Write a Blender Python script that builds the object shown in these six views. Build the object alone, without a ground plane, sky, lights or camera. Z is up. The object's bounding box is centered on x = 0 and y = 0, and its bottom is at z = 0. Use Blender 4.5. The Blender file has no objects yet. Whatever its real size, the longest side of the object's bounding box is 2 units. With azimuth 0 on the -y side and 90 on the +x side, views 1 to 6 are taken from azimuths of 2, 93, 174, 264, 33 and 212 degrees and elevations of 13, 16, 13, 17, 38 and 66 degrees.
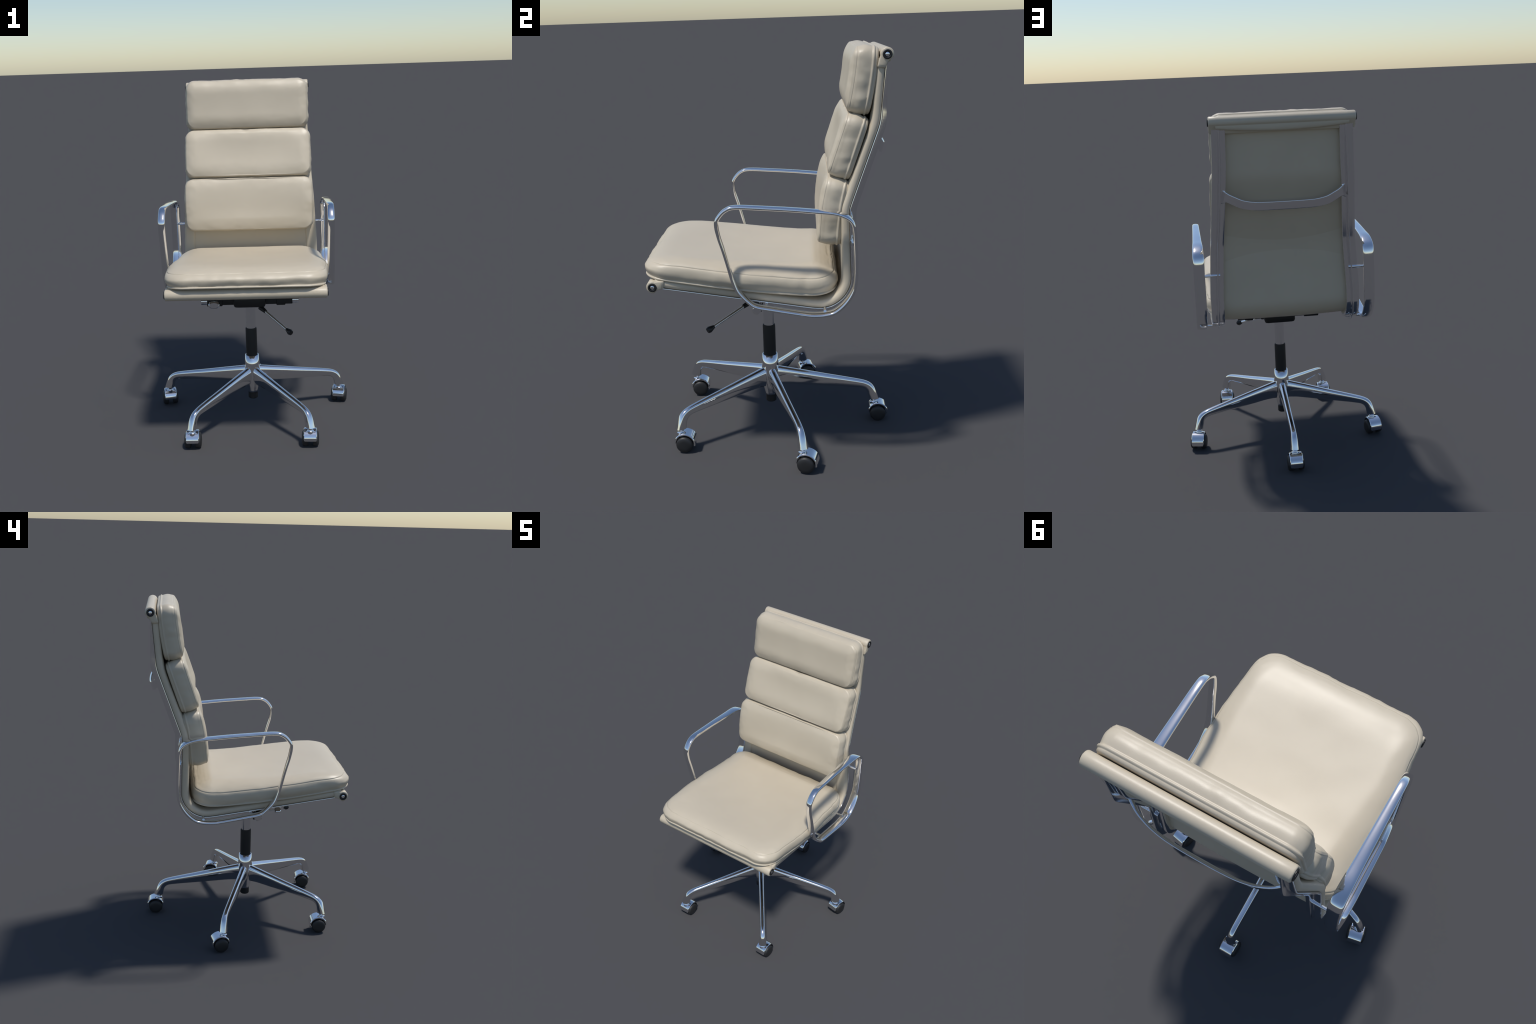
import bpy, math
from mathutils import Vector, Matrix, noise

# ------------------------------------------------------------------ helpers
def lerp(a, b, t): return a + (b - a) * t

def interp(x, table):
    """piecewise linear lookup in [(x, value), ...]"""
    if x <= table[0][0]: return table[0][1]
    for (x0, v0), (x1, v1) in zip(table, table[1:]):
        if x <= x1: return lerp(v0, v1, (x - x0) / (x1 - x0))
    return table[-1][1]

def smooth_interp(x, table):
    if x <= table[0][0]: return table[0][1]
    for (x0, v0), (x1, v1) in zip(table, table[1:]):
        if x <= x1:
            t = (x - x0) / (x1 - x0); t = t * t * (3 - 2 * t)
            return lerp(v0, v1, t)
    return table[-1][1]

def fillet(points, radii, n=14):
    """polyline (2D) with circular arcs at its inner corners"""
    out = [Vector(points[0])]
    for i in range(1, len(points) - 1):
        p0, p1, p2 = Vector(points[i-1]), Vector(points[i]), Vector(points[i+1])
        a, b = (p0 - p1).normalized(), (p2 - p1).normalized()
        ang = a.angle(b); r = radii[i-1]
        d = r / math.tan(ang / 2)
        s, e = p1 + a * d, p1 + b * d
        c = p1 + (a + b).normalized() * (r / math.sin(ang / 2))
        va, vb = s - c, e - c
        tot = va.angle(vb)
        sgn = 1 if va.x * vb.y - va.y * vb.x > 0 else -1
        for k in range(n + 1):
            t = sgn * tot * k / n
            out.append(c + Vector((va.x*math.cos(t) - va.y*math.sin(t), va.x*math.sin(t) + va.y*math.cos(t))))
    out.append(Vector(points[-1]))
    return out

def resample(poly, n, closed=False):
    pts = [Vector(p) for p in poly]
    if closed: pts.append(pts[0].copy())
    acc = [0.0]
    for a, b in zip(pts, pts[1:]): acc.append(acc[-1] + (b - a).length)
    out, j = [], 0
    for i in range(n):
        s = acc[-1] * i / (n if closed else n - 1)
        while j < len(pts) - 2 and acc[j+1] < s: j += 1
        out.append(pts[j].lerp(pts[j+1], min(1, (s - acc[j]) / max(1e-9, acc[j+1] - acc[j]))))
    return out, acc[-1]

def catmull(points, per=8, closed=True):
    pts = [Vector(p) for p in points]; n = len(pts); out = []
    rng = range(n) if closed else range(n - 1)
    for i in rng:
        if closed: p0, p1, p2, p3 = pts[i-1], pts[i], pts[(i+1) % n], pts[(i+2) % n]
        else: p0, p1, p2, p3 = pts[max(0, i-1)], pts[i], pts[i+1], pts[min(n-1, i+2)]
        for k in range(per):
            t = k / per
            out.append(0.5*((2*p1) + (p2-p0)*t + (2*p0-5*p1+4*p2-p3)*t*t + (3*p1-p0-3*p2+p3)*t**3))
    if not closed: out.append(pts[-1])
    return out

def make(name, verts, faces, mat, parent=None, sharp=40, smooth=True):
    me = bpy.data.meshes.new(name)
    me.from_pydata([tuple(v) for v in verts], [], faces)
    me.update()
    import bmesh
    bm = bmesh.new(); bm.from_mesh(me)
    bmesh.ops.remove_doubles(bm, verts=bm.verts, dist=1e-6)
    bmesh.ops.recalc_face_normals(bm, faces=bm.faces)
    bm.to_mesh(me); bm.free()
    if smooth:
        me.polygons.foreach_set('use_smooth', [True] * len(me.polygons))
        me.set_sharp_from_angle(angle=math.radians(sharp))
    me.materials.append(mat)
    ob = bpy.data.objects.new(name, me)
    bpy.context.scene.collection.objects.link(ob)
    if parent: ob.parent = parent
    return ob

def loft(rings, closed_path=False, caps=True):
    n = len(rings[0]); verts = [v for r in rings for v in r]; faces = []
    m = len(rings)
    for i in range(m if closed_path else m - 1):
        a, b = i * n, ((i + 1) % m) * n
        for k in range(n):
            faces.append((a + k, a + (k+1) % n, b + (k+1) % n, b + k))
    if caps and not closed_path:
        faces.append(tuple(range(n))); faces.append(tuple(range((m-1)*n, m*n)))
    return verts, faces

def join(*parts):
    V, F = [], []
    for v, f in parts:
        o = len(V); V += list(v); F += [tuple(i + o for i in q) for q in f]
    return V, F

def superellipse(a, b, n, e=2.5):
    out = []
    for k in range(n):
        t = 2 * math.pi * k / n; c, s = math.cos(t), math.sin(t)
        out.append((a * math.copysign(abs(c) ** (2/e), c), b * math.copysign(abs(s) ** (2/e), s)))
    return out

def rounded_rect(w, h, r, per=6, edge=1):
    """half sizes w,h ; closed outline, counter-clockwise"""
    r = min(r, w * .999, h * .999); out = []
    for cx, cy, a0 in ((w-r, h-r, 0), (-w+r, h-r, 90), (-w+r, -h+r, 180), (w-r, -h+r, 270)):
        for k in range(per + 1):
            t = math.radians(a0 + 90 * k / per)
            out.append((cx + r*math.cos(t), cy + r*math.sin(t)))
    if edge > 1:
        res = []
        for i, p in enumerate(out):
            res.append(p)
            if i % (per + 1) == per:
                q = out[(i + 1) % len(out)]
                for k in range(1, edge): res.append((lerp(p[0], q[0], k/edge), lerp(p[1], q[1], k/edge)))
        out = res
    return out

def revolve(profile, n=40, axis='z', origin=(0, 0, 0)):
    """profile [(r, h)]"""
    rings = []
    for r, h in profile:
        ring = []
        for k in range(n):
            t = 2*math.pi*k/n; a, b = r*math.cos(t), r*math.sin(t)
            p = {'z': (a, b, h), 'x': (h, a, b), 'y': (a, h, b)}[axis]
            ring.append(Vector(p) + Vector(origin))
        rings.append(ring)
    return loft(rings)

def rod(p, q, r0, r1=None, n=20):
    p, q = Vector(p), Vector(q); r1 = r0 if r1 is None else r1
    d = (q - p).normalized(); u = d.orthogonal().normalized(); v = d.cross(u)
    rings = []
    for c, r in ((p, r0), (q, r1)):
        rings.append([c + u*(r*math.cos(2*math.pi*k/n)) + v*(r*math.sin(2*math.pi*k/n)) for k in range(n)])
    return loft(rings)

def box(cx, cy, cz, sx, sy, sz, r=.008):
    """box with rounded vertical edges and a small chamfer top and bottom (full sizes)"""
    rings = []; c = min(r, sz*.4)
    for dz, ins in ((-sz/2, c), (-sz/2 + c*.3, c*.3), (-sz/2 + c, 0), (sz/2 - c, 0), (sz/2 - c*.3, c*.3), (sz/2, c)):
        rings.append([Vector((cx + x, cy + y, cz + dz)) for x, y in rounded_rect(sx/2 - ins, sy/2 - ins, max(.001, r - ins*.5), 4)])
    return loft(rings)

def flip_x(vf):
    return [Vector((-v.x, v.y, v.z)) for v in map(Vector, vf[0])], vf[1]

# ------------------------------------------------------------------ materials
def new_mat(name):
    m = bpy.data.materials.new(name); m.use_nodes = True
    nt = m.node_tree; b = nt.nodes['Principled BSDF']
    return m, nt, b

def add_bump(nt, b, scale, strength, dist, detail=4, kind='noise'):
    tc = nt.nodes.new('ShaderNodeTexCoord')
    if kind == 'noise':
        tx = nt.nodes.new('ShaderNodeTexNoise'); tx.inputs['Detail'].default_value = detail; out = tx.outputs['Fac']
    else:
        tx = nt.nodes.new('ShaderNodeTexVoronoi'); out = tx.outputs['Distance']
    tx.inputs['Scale'].default_value = scale
    nt.links.new(tc.outputs['Object'], tx.inputs['Vector'])
    bp = nt.nodes.new('ShaderNodeBump'); bp.inputs['Strength'].default_value = strength; bp.inputs['Distance'].default_value = dist
    nt.links.new(out, bp.inputs['Height']); nt.links.new(bp.outputs['Normal'], b.inputs['Normal'])
    return tc, bp

def leather_material():
    m, nt, b = new_mat('cream_leather')
    tc, bp = add_bump(nt, b, 260, .06, .001, kind='voronoi')
    n1 = nt.nodes.new('ShaderNodeTexNoise'); n1.inputs['Scale'].default_value = 5; n1.inputs['Detail'].default_value = 5
    nt.links.new(tc.outputs['Object'], n1.inputs['Vector'])
    cr = nt.nodes.new('ShaderNodeValToRGB')
    cr.color_ramp.elements[0].position = .3; cr.color_ramp.elements[0].color = LEATHER_A
    cr.color_ramp.elements[1].position = .7; cr.color_ramp.elements[1].color = LEATHER_B
    nt.links.new(n1.outputs['Fac'], cr.inputs['Fac']); nt.links.new(cr.outputs['Color'], b.inputs['Base Color'])
    rr = nt.nodes.new('ShaderNodeMapRange'); rr.inputs['To Min'].default_value = .39; rr.inputs['To Max'].default_value = .45
    nt.links.new(n1.outputs['Fac'], rr.inputs['Value']); nt.links.new(rr.outputs['Result'], b.inputs['Roughness'])
    return m

def plain_material(name, col, rough, metallic=0, bump=None, rough_noise=0):
    m, nt, b = new_mat(name)
    b.inputs['Base Color'].default_value = (*col, 1); b.inputs['Metallic'].default_value = metallic
    b.inputs['Roughness'].default_value = rough
    if bump: add_bump(nt, b, *bump)
    if rough_noise:
        tc = nt.nodes.new('ShaderNodeTexCoord'); tx = nt.nodes.new('ShaderNodeTexNoise'); tx.inputs['Scale'].default_value = 12
        nt.links.new(tc.outputs['Object'], tx.inputs['Vector'])
        mr = nt.nodes.new('ShaderNodeMapRange'); mr.inputs['To Min'].default_value = rough - rough_noise; mr.inputs['To Max'].default_value = rough + rough_noise
        nt.links.new(tx.outputs['Fac'], mr.inputs['Value']); nt.links.new(mr.outputs['Result'], b.inputs['Roughness'])
    return m

LEATHER_A = (.550, .478, .365, 1)
LEATHER_B = (.575, .502, .385, 1)
LEATHER = leather_material()
CHROME = plain_material('polished_chrome', (.88, .88, .89), .09, 1, rough_noise=.02)
BLACK = plain_material('black_plastic', (.012, .012, .013), .45, bump=(300, .05, .001))
RUBBER = plain_material('wheel_rubber', (.02, .02, .021), .5, bump=(200, .05, .001))

# ------------------------------------------------------------------ the chair
chair = bpy.data.objects.new('office_chair', None)
bpy.context.scene.collection.objects.link(chair)
chair.location = (-.003, 0, 0)
chair['label'] = 'high-back office swivel chair with cream leather pads and chrome frame'
chair['category'] = 'office chair'

# --- side profile of the frame: (y, z) from the front bar to the top bar
PROFILE = fillet([(-.552, .9095), (.392, .765), (.380, 1.262), (.522, 1.655), (.547, 1.935)], [.152, .16, .25], 16)
PATH, PATH_LEN = resample(PROFILE, 150)
def frame(i, path=None):
    p = path or PATH
    a, b = p[max(0, i-1)], p[min(len(p)-1, i+1)]
    t = (b - a).normalized()
    return p[i], t, Vector((-t.y, t.x))          # point, tangent, inward normal
OUTER_BY_Z = [(.80, .418), (1.0, .418), (1.25, .404), (1.40, .393), (1.72, .374), (1.95, .369)]
def outer_x(p):
    return .420 if p.x < .2 else interp(p.y, OUTER_BY_Z)

def sweep_profile(section, i0=0, i1=None):
    """section(i, p) -> closed list of (x, n); swept along the side profile"""
    rings = []
    for i in range(i0, (i1 or len(PATH))):
        p, t, n = frame(i)
        rings.append([Vector((x, p.x + n.x*d, p.y + n.y*d)) for x, d in section(i, p)])
    return loft(rings)

# sling: the stretched leather sheet between the rails
def sling_section(i, p):
    w = outer_x(p) - .066
    top = [(lerp(-w, w, k/24), .042 - .005*(1 - (2*k/24 - 1)**2)) for k in range(25)]
    bot = [(lerp(w, -w, k/24), .031 - .007*(1 - (2*k/24 - 1)**2)) for k in range(25)]
    return top + bot
sling = make('sling', *sweep_profile(sling_section), LEATHER, chair)

# leather edge rolls along both sides
def roll_section(i, p):
    xo = outer_x(p); w = .036
    return [(xo - w + x, .0225 + y + (.010 if y > 0 else 0)*max(0, (w - x - .012)/(2*w))) for x, y in rounded_rect(w, .019, .017, 6)]
roll = sweep_profile(roll_section)
make('edge_roll', *roll, LEATHER, chair)
make('edge_roll', *flip_x(roll), LEATHER, chair)

# chrome side rails: T section, two flanges with a thin fin standing out behind them
def fin_depth(i):
    p, s = PATH[i], i / (len(PATH) - 1)
    if p.y < 1.0 and p.x < .2: return lerp(.003, .021, min(1, max(0, (p.x + .50) / .60)))
    return interp(p.y, [(.75, .021), (.95, .027), (1.25, .031), (1.66, .030), (1.90, .008), (1.95, .004)])
def plate_section(i, p):
    xo = outer_x(p)
    return [(xo - .021 + x, -.0005 + y) for x, y in rounded_rect(.019, .0035, .002, 2)]
def inner_plate_section(i, p):
    xo = outer_x(p)
    return [(xo - .057 + x, .008 + y) for x, y in rounded_rect(.0165, .010, .003, 2)]
def fin_section(i, p):
    xo = outer_x(p); d = fin_depth(i)
    return [(xo - .040 + x, .004 - d/2 + y) for x, y in rounded_rect(.0036, d/2 + .004, .0025, 3)]
rail = join(sweep_profile(plate_section), sweep_profile(inner_plate_section), sweep_profile(fin_section))
rails = [make('side_rail', *rail, CHROME, chair), make('side_rail', *flip_x(rail), CHROME, chair)]

# front and top bars wrapped in leather: teardrop section (circle + the sheet running into it)
def teardrop(center, into, normal, r, reach, hi, lo, n=28):
    c, d, nn = Vector(center), Vector(into).normalized(), Vector(normal).normalized()
    pts = []
    for k in range(n + 1):                           # the round nose
        t = math.radians(lerp(72, 288, k / n))
        pts.append(c + d*(r*math.cos(t)) + nn*(r*math.sin(t)))
    tail = [(reach*.45, lo*.55 - r*.42), (reach, lo), (reach, hi), (reach*.9, hi + .002), (reach*.5, lerp(r, hi, .6) + .0015)]
    return pts + [c + d*a + nn*b for a, b in tail]

def bar_mesh(section2d, half, rnd=.006):
    cy = sum(p.x for p in section2d)/len(section2d); cz = sum(p.y for p in section2d)/len(section2d)
    rings = []
    for x, sc in ((-half, .80), (-half + rnd*.25, .92), (-half + rnd, 1), *[(lerp(-half + rnd, half - rnd, k/16), 1) for k in range(1, 16)], (half - rnd, 1), (half - rnd*.25, .92), (half, .80)):
        rings.append([Vector((x, cy + (p.x - cy)*sc, cz + (p.y - cz)*sc)) for p in section2d])
    return loft(rings)

FRONT_C, TOP_C = (-.557, .914), (.547, 1.956)
p0, t0, n0 = frame(0)
front_sec = teardrop(FRONT_C, t0, n0, .030, .052, .035, .0, 28)
front_bar = make('front_bar', *bar_mesh(front_sec, .427), LEATHER, chair, sharp=50)
p1, t1, n1 = frame(len(PATH) - 1)
top_sec = teardrop(TOP_C, -t1, n1, .030, .060, .036, .004, 28)
top_bar = make('top_bar', *bar_mesh(top_sec, .381), LEATHER, chair, sharp=50)
# loose flap of the leather hem behind the top bar, sagging in the middle
rings = []
for k in range(33):
    x = lerp(-.345, .345, k/32); sag = .017*(1 - (x/.345)**2)
    cz = 1.936 - sag*.55; h = .016 + sag*.55
    rings.append([Vector((x, .553 + a, cz + b)) for a, b in superellipse(.014, h, 18, 2.3)])
make('hem_flap', *loft(rings), LEATHER, top_bar)

def end_cap(bar, c, half):
    for s in (-1, 1):
        ring = [(.0125, 0), (.0125, .004), (.0145, .0055), (.0185, .0055), (.0212, .0035), (.0212, -.004), (.0125, -.004)]
        v, f = revolve([(r, s*(half + h)) for r, h in ring], 36, 'x', (0, *c))
        make('end_washer', v, f, BLACK, bar)
        v, f = revolve([(.0001, s*(half + .0045)), (.006, s*(half + .0045)), (.010, s*(half + .003)), (.0128, s*(half - .001)), (.0128, s*(half - .006))], 28, 'x', (0, *c))
        make('end_bolt', v, f, CHROME, bar)
end_cap(front_bar, FRONT_C, .427)
end_cap(top_bar, TOP_C, .381)

# back brace between the rails: a flat band leaning outward at its top
def bell(x, w): return max(0, 1 - (x/w)**2)
rings = []
CL = [(0, .552, 1.512), (.10, .551, 1.5125), (.165, .547, 1.515), (.225, .538, 1.526), (.27, .526, 1.546), (.305, .509, 1.562), (.328, .492, 1.567)]
full = [(-x, y, z) for x, y, z in reversed(CL[1:])] + CL
cl = catmull(full, 8, closed=False)
for i, p in enumerate(cl):
    a, b = cl[max(0, i-1)], cl[min(len(cl)-1, i+1)]
    t = (b - a).normalized(); up = Vector((0, 0, 1)); up = (up - t*up.dot(t)).normalized(); out = t.cross(up); side_sign = -1 if out.y > 0 else 1
    h = .0235 + .014*max(0, (abs(p.x) - .295)/.03)**1.5 if abs(p.x) > .295 else .0235
    rings.append([p + out*(a_ - side_sign*b_*.32*bell(p.x, .34)) + up*b_ for a_, b_ in rounded_rect(.0062, h, .004, 4)])
make('back_brace', *loft(rings), CHROME, chair)

# ------------------------------------------------------------------ cushions
def cushion(name, spine, width, radius, rings, wrinkle, seed, parent=chair, face=None, slump=0):
    """spine: (y,z) curve of the underside; width(u): half width along it; rings: (inset, height, sideways wrinkle, face weight);
    face(x, s, hh): extra height of the plump front face"""
    pts, L = resample(catmull(spine, 10, closed=False), 80)
    def at(s):
        f = max(0, min(.99999, s / L)) * (len(pts) - 1); i = int(f)
        p = pts[i].lerp(pts[i+1], f - i)
        a, b = pts[max(0, i-2)], pts[min(len(pts)-1, i+3)]
        t = (b - a).normalized()
        ov = s - L if s > L else (s if s < 0 else 0)
        return p + t*ov, Vector((-t.y, t.x))
    hh, w0 = L / 2, width(0); off = Vector((seed*7.3, seed*3.1, 0)); R = []
    def place(x, s, height, sideways, weight):
        k = width((s + hh) / L) / w0
        if slump and height > .05:                                              # the front edge is lower and leans back
            f = smooth_interp(-s / hh, [(.55, 0), (1, 1)])
            s += (height - .05) * .38 * f; height = .05 + (height - .05) * (1 - slump * f)
        e = noise.noise(Vector((x*9, s*9, height*14)) + off) * wrinkle + noise.noise(Vector((x*30, s*30, height*20)) + off) * wrinkle * .65
        fold = noise.noise(Vector((x*17, s*17, height*5)) + off*1.7)             # sparse pulled-in folds
        e -= max(0, fold - .25) * wrinkle * 1.6
        d = Vector((x, s)); d = d.normalized() if d.length > 1e-6 else d
        px, ps = x*k + d.x*e*sideways, s + hh + d.y*e*sideways
        ph = height
        if weight:
            near = max(0, 1 - min(w0 - abs(x), hh - abs(s)) / .09)          # puckers stay close to the seams
            ph += (face(x, s, hh) + noise.noise(Vector((x*7, s*7, 3)) + off) * wrinkle * .2 + e * .8 * near) * weight
        p, n = at(ps)
        return Vector((px, p.x + n.x*ph, p.y + n.y*ph))
    for inset, height, sideways, weight in rings:
        outline = rounded_rect(w0 - inset, hh - inset, max(radius - inset*.75, .012), 12, 34)
        R.append([place(x, s, height, sideways, weight) for x, s in outline])
    inset, height, sideways, weight = rings[-1]
    for k in (.92, .82, .7, .56, .42, .28, .14, .03):                       # close the face towards its middle
        R.append([place(x*k, s*k, height, 0, weight) for x, s in rounded_rect(w0 - inset, hh - inset, max(radius - inset*.75, .012), 12, 34)])
    return make(name, *loft(R), LEATHER, parent, sharp=80)

def edge_rise(d, reach, p=2.6):
    """height fraction of a plump cushion face at distance d from its seam"""
    return 1 - (1 - min(1, d/reach))**p

def pad_rings(T, hh):
    r = [(hh*.8, -.014, 0, 0), (hh*.4, -.014, 0, 0), (.03, -.0135, 0, 0), (.014, -.011, 0, 0), (.008, -.006, 0, 0), (.0065, .000, .1, 0), (.0065, .0035, .2, 0), (.003, .0048, .2, 0),
         (.001, .007, .4, 0), (.0, .010, .4, 0), (.001, .0135, .4, 0), (.0042, .0155, .5, 0), (.003, .020, .8, 0)]
    for k in range(1, 9):                                   # puffed side wall
        t = k/9; r.append((.003 - .004*math.sin(math.pi*t) + .005*t*t, lerp(.020, T - .008, t), 1, 0))
    r += [(.0076, T - .0040, .6, 0), (.0090, T - .0026, .4, 0), (.0096, T - .0010, .4, 0), (.0090, T + .0010, .4, 0), (.0102, T + .0032, .4, .1), (.0135, T + .0045, .4, .5)]
    for k in range(1, 19):
        t = (k/18)**1.6; r.append((lerp(.0135, hh*.8, t), T + .0045, .2 if k < 6 else 0, 1))
    return r

def back_pad(spine, w, T, crown, seed, sag=0.0, reach=.085, wr=.004, sag_at=-.02):
    L = resample(catmull(spine, 10, closed=False), 80)[1]
    def face(x, s, hh):
        return crown*edge_rise(max(0, w - .012 - abs(x)), reach*.75)*edge_rise(max(0, hh - .012 - abs(s)), reach) - sag*bell(x, w*.8)*bell(s - sag_at, .14)
    return cushion('back_cushion', spine, lambda u: w - .005*abs(2*u - 1)**2, .056, pad_rings(T, L/2), wr, seed, face=face)
back_pad([(.457, 1.684), (.480, 1.80), (.494, 1.90), (.503, 1.994)], .379, .083, .024, 1)
back_pad([(.365, 1.390), (.402, 1.50), (.436, 1.60), (.463, 1.681)], .391, .086, .017, 2, sag=.015)
back_pad([(.329, 1.083), (.338, 1.19), (.350, 1.29), (.375, 1.397)], .398, .092, .014, 3, sag=.012, sag_at=.06)

# seat cushion
seat_spine = [(-.603, .952), (-.53, .943), (-.44, .930), (-.325, .915), (-.109, .887), (.08, .865), (.19, .857), (.262, .861), (.322, .870)]
SL = resample(catmull(seat_spine, 10, closed=False), 80)[1]
def seat_rings(T, top, hh):
    """piped bottom edge, then one convex curve over the side to the flat top, with a stitched crease at height T"""
    r = [(hh*.8, .004, 0, 0), (hh*.4, .002, 0, 0), (.05, .000, 0, 0), (.012, .001, 0, 0), (.004, .003, .2, 0),
         (.000, .006, .4, 0), (-.001, .009, .4, 0), (.000, .012, .4, 0), (.0032, .0145, .5, 0), (.0010, .019, .8, 0)]
    for k in range(1, 5): r.append((.001 - .011*math.sin(math.pi*k/8), lerp(.019, .050, k/4), .9, 0))
    R, e, h0 = .125, 2.5, .050
    prev = h0
    for k in range(1, 27):
        a = math.radians(90*(k/26)**1.15)
        d = -.010 + R*(1 - math.cos(a)**(2/e)); h = h0 + (top - h0)*math.sin(a)**(2/e)
        if prev < T <= h:                                   # the crease
            dm = d - .0015
            r += [(dm - .0022, T - .0036, .9, 0), (dm + .0000, T - .0022, 1.1, 0), (dm + .0009, T - .0008, 1.1, 0), (dm + .0003, T + .0010, 1.0, 0)]
        elif abs(h - T) > .004: r.append((d, h, .8 if k < 16 else .2, min(1, max(0, (d - .02)/.09))))
        prev = h
    for k in range(1, 12):
        r.append((lerp(R - .010, hh*.8, k/11), top, 0, 1))
    return r
def seat_width(u): return smooth_interp(u, [(0, .419), (.45, .443), (1, .430)])
def seat_face(x, s, hh):
    return -.010*bell(x, .34)*bell(s, .34) + interp(s/hh, [(-1, -.006), (-.6, -.005), (-.1, .004), (.4, .012), (1, .026)])
cushion('seat_cushion', seat_spine, seat_width, .105, seat_rings(.088, .119, SL/2), .0055, 9, face=seat_face, slump=.22)

# ------------------------------------------------------------------ armrests
ARM = [  # (y, z, half width) of the loop's outer edge, clockwise from the top front
    (-.239, 1.236, .018), (-.222, 1.271, .018), (-.190, 1.300, .018), (-.140, 1.313, .0185), (0, 1.305, .0205), (.12, 1.296, .0225),
    (.222, 1.286, .0245), (.30, 1.278, .027), (.349, 1.264, .0285), (.386, 1.240, .030), (.403, 1.203, .030), (.408, 1.14, .029), (.411, 1.06, .029),
    (.411, .98, .029), (.403, .912, .029), (.367, .846, .029), (.313, .795, .029), (.262, .779, .029), (.210, .776, .029), (.16, .781, .028),
    (.02, .805, .0255), (-.062, .821, .024), (-.100, .845, .023), (-.150, .899, .021), (-.174, .955, .020), (-.190, 1.015, .019), (-.212, 1.100, .018), (-.233, 1.175, .018)]
loop = catmull([(y, z, w) for y, z, w in ARM], 6, closed=True)
m = len(loop); rings = []
TH = .0098
for i in range(m):
    a, b = loop[i-1], loop[(i+1) % m]; t = Vector((b.x - a.x, b.y - a.y)).normalized(); inn = Vector((t.y, -t.x))
    p = Vector((loop[i].x, loop[i].y)) + inn*(TH - .003); w = loop[i].z + .0015
    ring = []
    for x, d in superellipse(w, TH, 24, 2.6):
        ring.append(Vector((.4715 + x, p.x - inn.x*d, p.y - inn.y*d)))
    rings.append(ring)
arm = loft(rings, closed_path=True)
for side in (1, -1):
    ob = make('armrest', *(arm if side > 0 else flip_x(arm)), CHROME, chair)
    for y, z in ((-.017, .820), (.259, .794), (.388, 1.117)):
        make('spacer_pin', *rod((side*.358, y, z), (side*.462, y, z), .0075, n=16), CHROME, ob)

# ------------------------------------------------------------------ pedestal
CY = -.032
base = make('star_base', *revolve([(.022, .150), (.029, .152), (.031, .165), (.036, .185), (.044, .215), (.047, .25), (.0468, .30), (.0455, .330), (.0405, .388), (.0345, .389), (.034, .37)], 48, origin=(0, CY, 0)), CHROME, chair, sharp=120)
LEG_TOP = [(.030, .317), (.10, .3035), (.20, .284), (.30, .264), (.40, .245), (.48, .229), (.515, .2195), (.540, .207), (.559, .188), (.573, .160), (.587, .121)]
LEG_BOT = [(.030, .205), (.10, .208), (.20, .202), (.30, .195), (.40, .189), (.475, .183), (.497, .179), (.513, .170), (.523, .155), (.527, .137), (.530, .119)]
LEG_W = [.0235, .0225, .021, .0195, .0178, .0168, .0166, .0175, .0195, .0228, .0258]
tops, bots = catmull([(a, b, w) for (a, b), w in zip(LEG_TOP, LEG_W)], 5, False), catmull(LEG_BOT, 5, False)
rings = []
for a, b in zip(tops, bots):
    A, B = Vector((a.x, a.y)), Vector((b.x, b.y)); c = (A + B)/2; v = (A - B)/2; w = a.z
    ring = []
    for x, d in superellipse(1, 1, 32, 2.8):
        ww = w*(1 - .14*max(0, -d))
        q = c + v*d
        ring.append(Vector((q.x, x*ww, q.y)))
    rings.append(ring)
leg_v, leg_f = loft(rings)
leg = None
LEG_ANGLES = [18, 90, 162, 234, 306]
for ang in LEG_ANGLES:
    if leg is None: ob = leg = make('leg', leg_v, leg_f, CHROME, base)
    else:
        ob = leg.copy(); bpy.context.scene.collection.objects.link(ob)
    ob.location = (0, CY, 0); ob.rotation_euler = (0, 0, math.radians(ang))
make('foot_plug', *revolve([(.001, .112), (.025, .112), (.0285, .116), (.0285, .170)], 32, origin=(0, CY, 0)), BLACK, base)
column = make('gas_column', *revolve([(.0285, .50), (.0285, .73)], 36, origin=(0, CY, 0)), CHROME, chair)
make('column_sleeve', *revolve([(.0325, .372), (.0335, .39), (.0335, .550), (.0325, .556), (.0300, .557), (.0290, .553), (.0285, .52)], 36, origin=(0, CY, 0)), BLACK, column)

# casters: (leg angle, swivel in degrees)
def hood_mesh():
    rings = []
    N = 30
    for k in range(N + 1):
        t = math.radians(lerp(-8, 177, k/N)); ends = max(0, (k/N - .62)/.38)**1.5 + max(0, (.30 - k/N)/.30)**1.5*.6; ro = .0595 - .0075*ends; ri = ro - .007
        narrow = .004*(max(0, 1 - k/3)**2 + max(0, 1 - (N - k)/3)**2)
        w = .0365 - narrow
        sec = [(-w, ri), (-w, ro - .003), (-w + .003, ro), (w - .003, ro), (w, ro - .003), (w, ri)]
        rings.append([Vector((x, math.cos(t)*r, math.sin(t)*r)) for x, r in sec])
    shell = loft(rings)
    hub = revolve([(.020, -.016), (.020, .016)], 24, 'x')
    web = box(0, -.004, .024, .022, .05, .05, .004)
    return join(shell, hub, web)
def wheel_mesh():
    pr = [(.001, .0480), (.020, .0480), (.034, .0460), (.0405, .0420), (.0430, .035), (.0430, .017), (.040, .0135), (.001, .0135)]
    return revolve(pr, 40, 'x')
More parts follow.
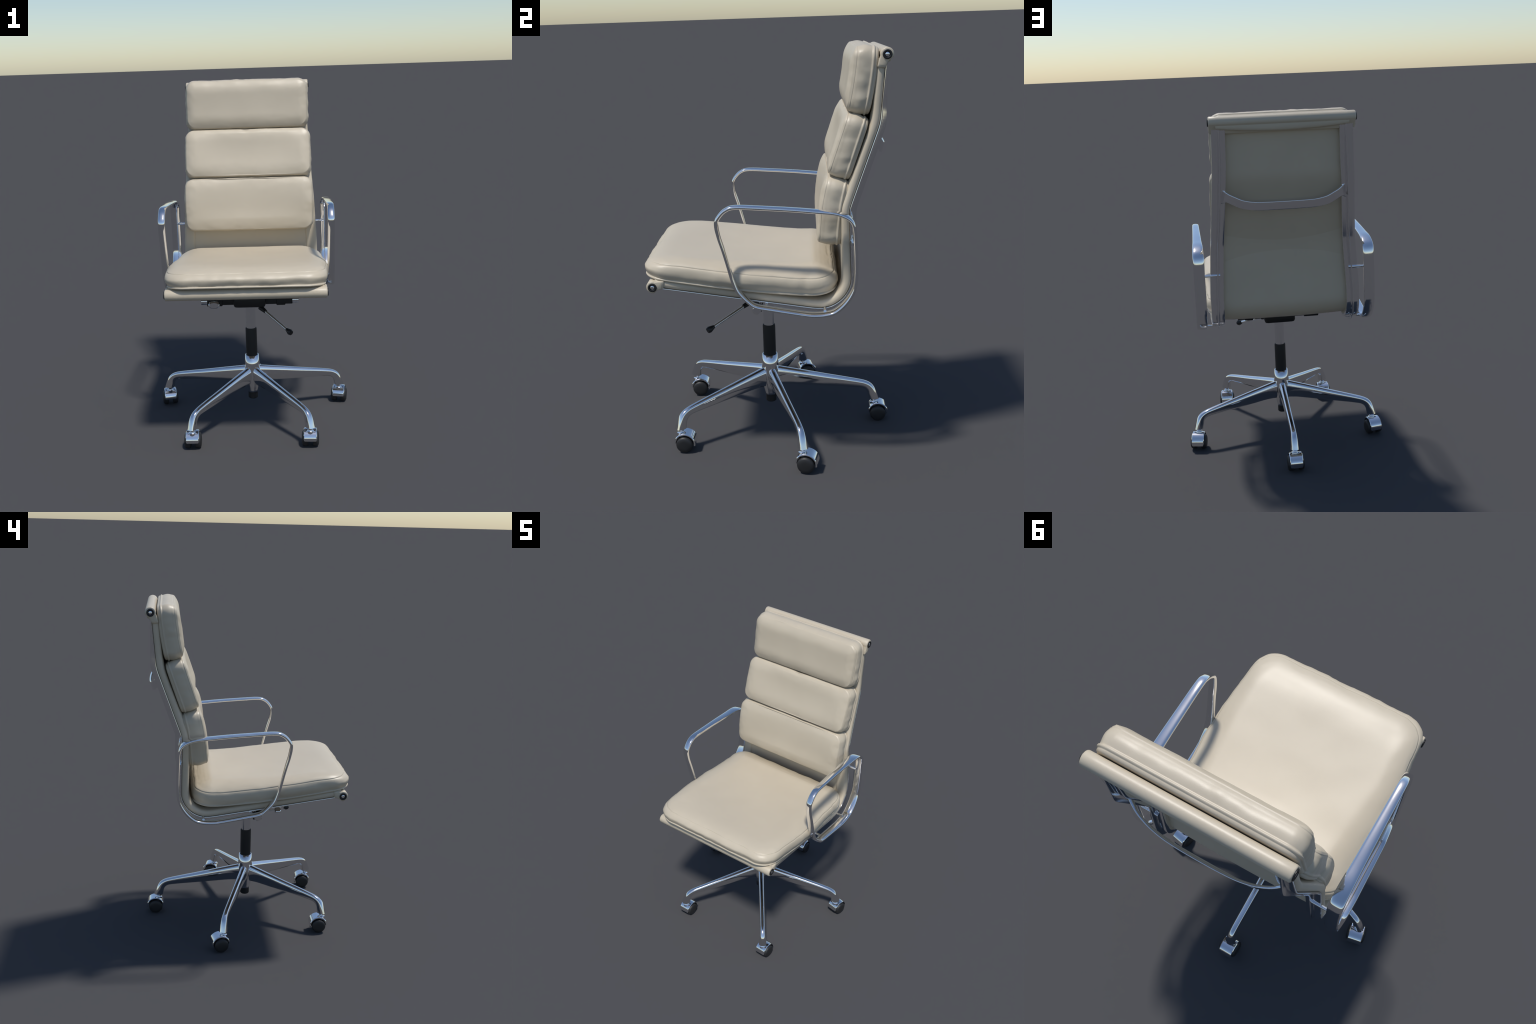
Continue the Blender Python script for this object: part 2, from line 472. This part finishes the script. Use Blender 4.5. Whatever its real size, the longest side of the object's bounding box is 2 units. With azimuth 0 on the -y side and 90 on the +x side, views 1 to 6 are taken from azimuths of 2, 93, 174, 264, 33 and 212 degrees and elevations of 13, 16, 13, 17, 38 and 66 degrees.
hood, wheel, stem = None, None, None
for ang, swivel in ((18, -11), (90, 0), (162, 11), (234, 0), (306, -3)):
    a = math.radians(ang); foot = Vector((.558*math.cos(a), CY + .558*math.sin(a), 0))
    sw = math.radians(swivel); trail = Vector((-math.sin(sw), math.cos(sw), 0))*.020
    if hood is None:
        hood = h = make('caster', *hood_mesh(), CHROME, base, sharp=35)
        wheel = make('wheel', *wheel_mesh(), RUBBER, h)
        stem = make('caster_stem', *revolve([(.021, .080), (.021, .098), (.0155, .103), (.0145, .108), (.0165, .113), (.0195, .119), (.0195, .128)], 28), CHROME, h)
        w2, st = wheel.copy(), stem
        w1 = wheel
    else:
        h = hood.copy(); w1 = wheel.copy(); w2 = wheel.copy(); st = stem.copy()
        for o in (h, w1, st): bpy.context.scene.collection.objects.link(o)
    bpy.context.scene.collection.objects.link(w2)
    h.location = foot + trail + Vector((0, 0, .043)); h.rotation_euler = (0, 0, sw)
    for o in (w1, w2, st): o.parent = h
    w2.rotation_euler = (0, 0, math.pi)
    st.location = (0, -.020, -.043)

# ------------------------------------------------------------------ tilt mechanism under the seat
mech = make('tilt_mechanism', *join(
    box(0, -.05, .752, .186, .19, .085, .016),
    box(0, -.075, .748, .50, .046, .062, .004),
    box(.182, -.075, .743, .052, .052, .064, .004), box(-.205, -.075, .743, .09, .052, .064, .004)), BLACK, chair, sharp=35)
for s in (-1, 1):
    make('torsion_bar', *revolve([(.0215, s*.24), (.0215, s*.285), (.018, s*.287)], 28, 'x', (0, -.075, .738)), CHROME, mech)
for s in (-1, 1):
    make('seat_bracket', *join(rod((s*.24, -.06, .765), (s*.345, -.06, .822), .012), box(s*.335, -.06, .818, .03, .12, .012, .003)), CHROME, mech)
kv, kf = revolve([(.001, -.222), (.024, -.222), (.029, -.217), (.029, -.190), (.024, -.186), (.008, -.185), (.008, -.10)], 28, 'y')
knob = make('tension_knob', [Vector((v.x*1.12 - .200, v.y, v.z*.66 + .752)) for v in kv], kf, CHROME, mech)
tip, root = Vector((.232, -.326, .617)), Vector((.075, -.135, .700))
d = (tip - root).normalized()
lever = make('height_lever', *rod(root, tip, .0080, n=16), CHROME, mech)
make('lever_grip', *join(rod(tip - d*.036, tip - d*.006, .0085, .0175, 12), rod(tip - d*.006, tip + d*.006, .0175, .014, 12)), BLACK, lever)
make('lever_socket', *rod(root - d*.02, root + d*.03, .016, .011, 16), BLACK, lever)
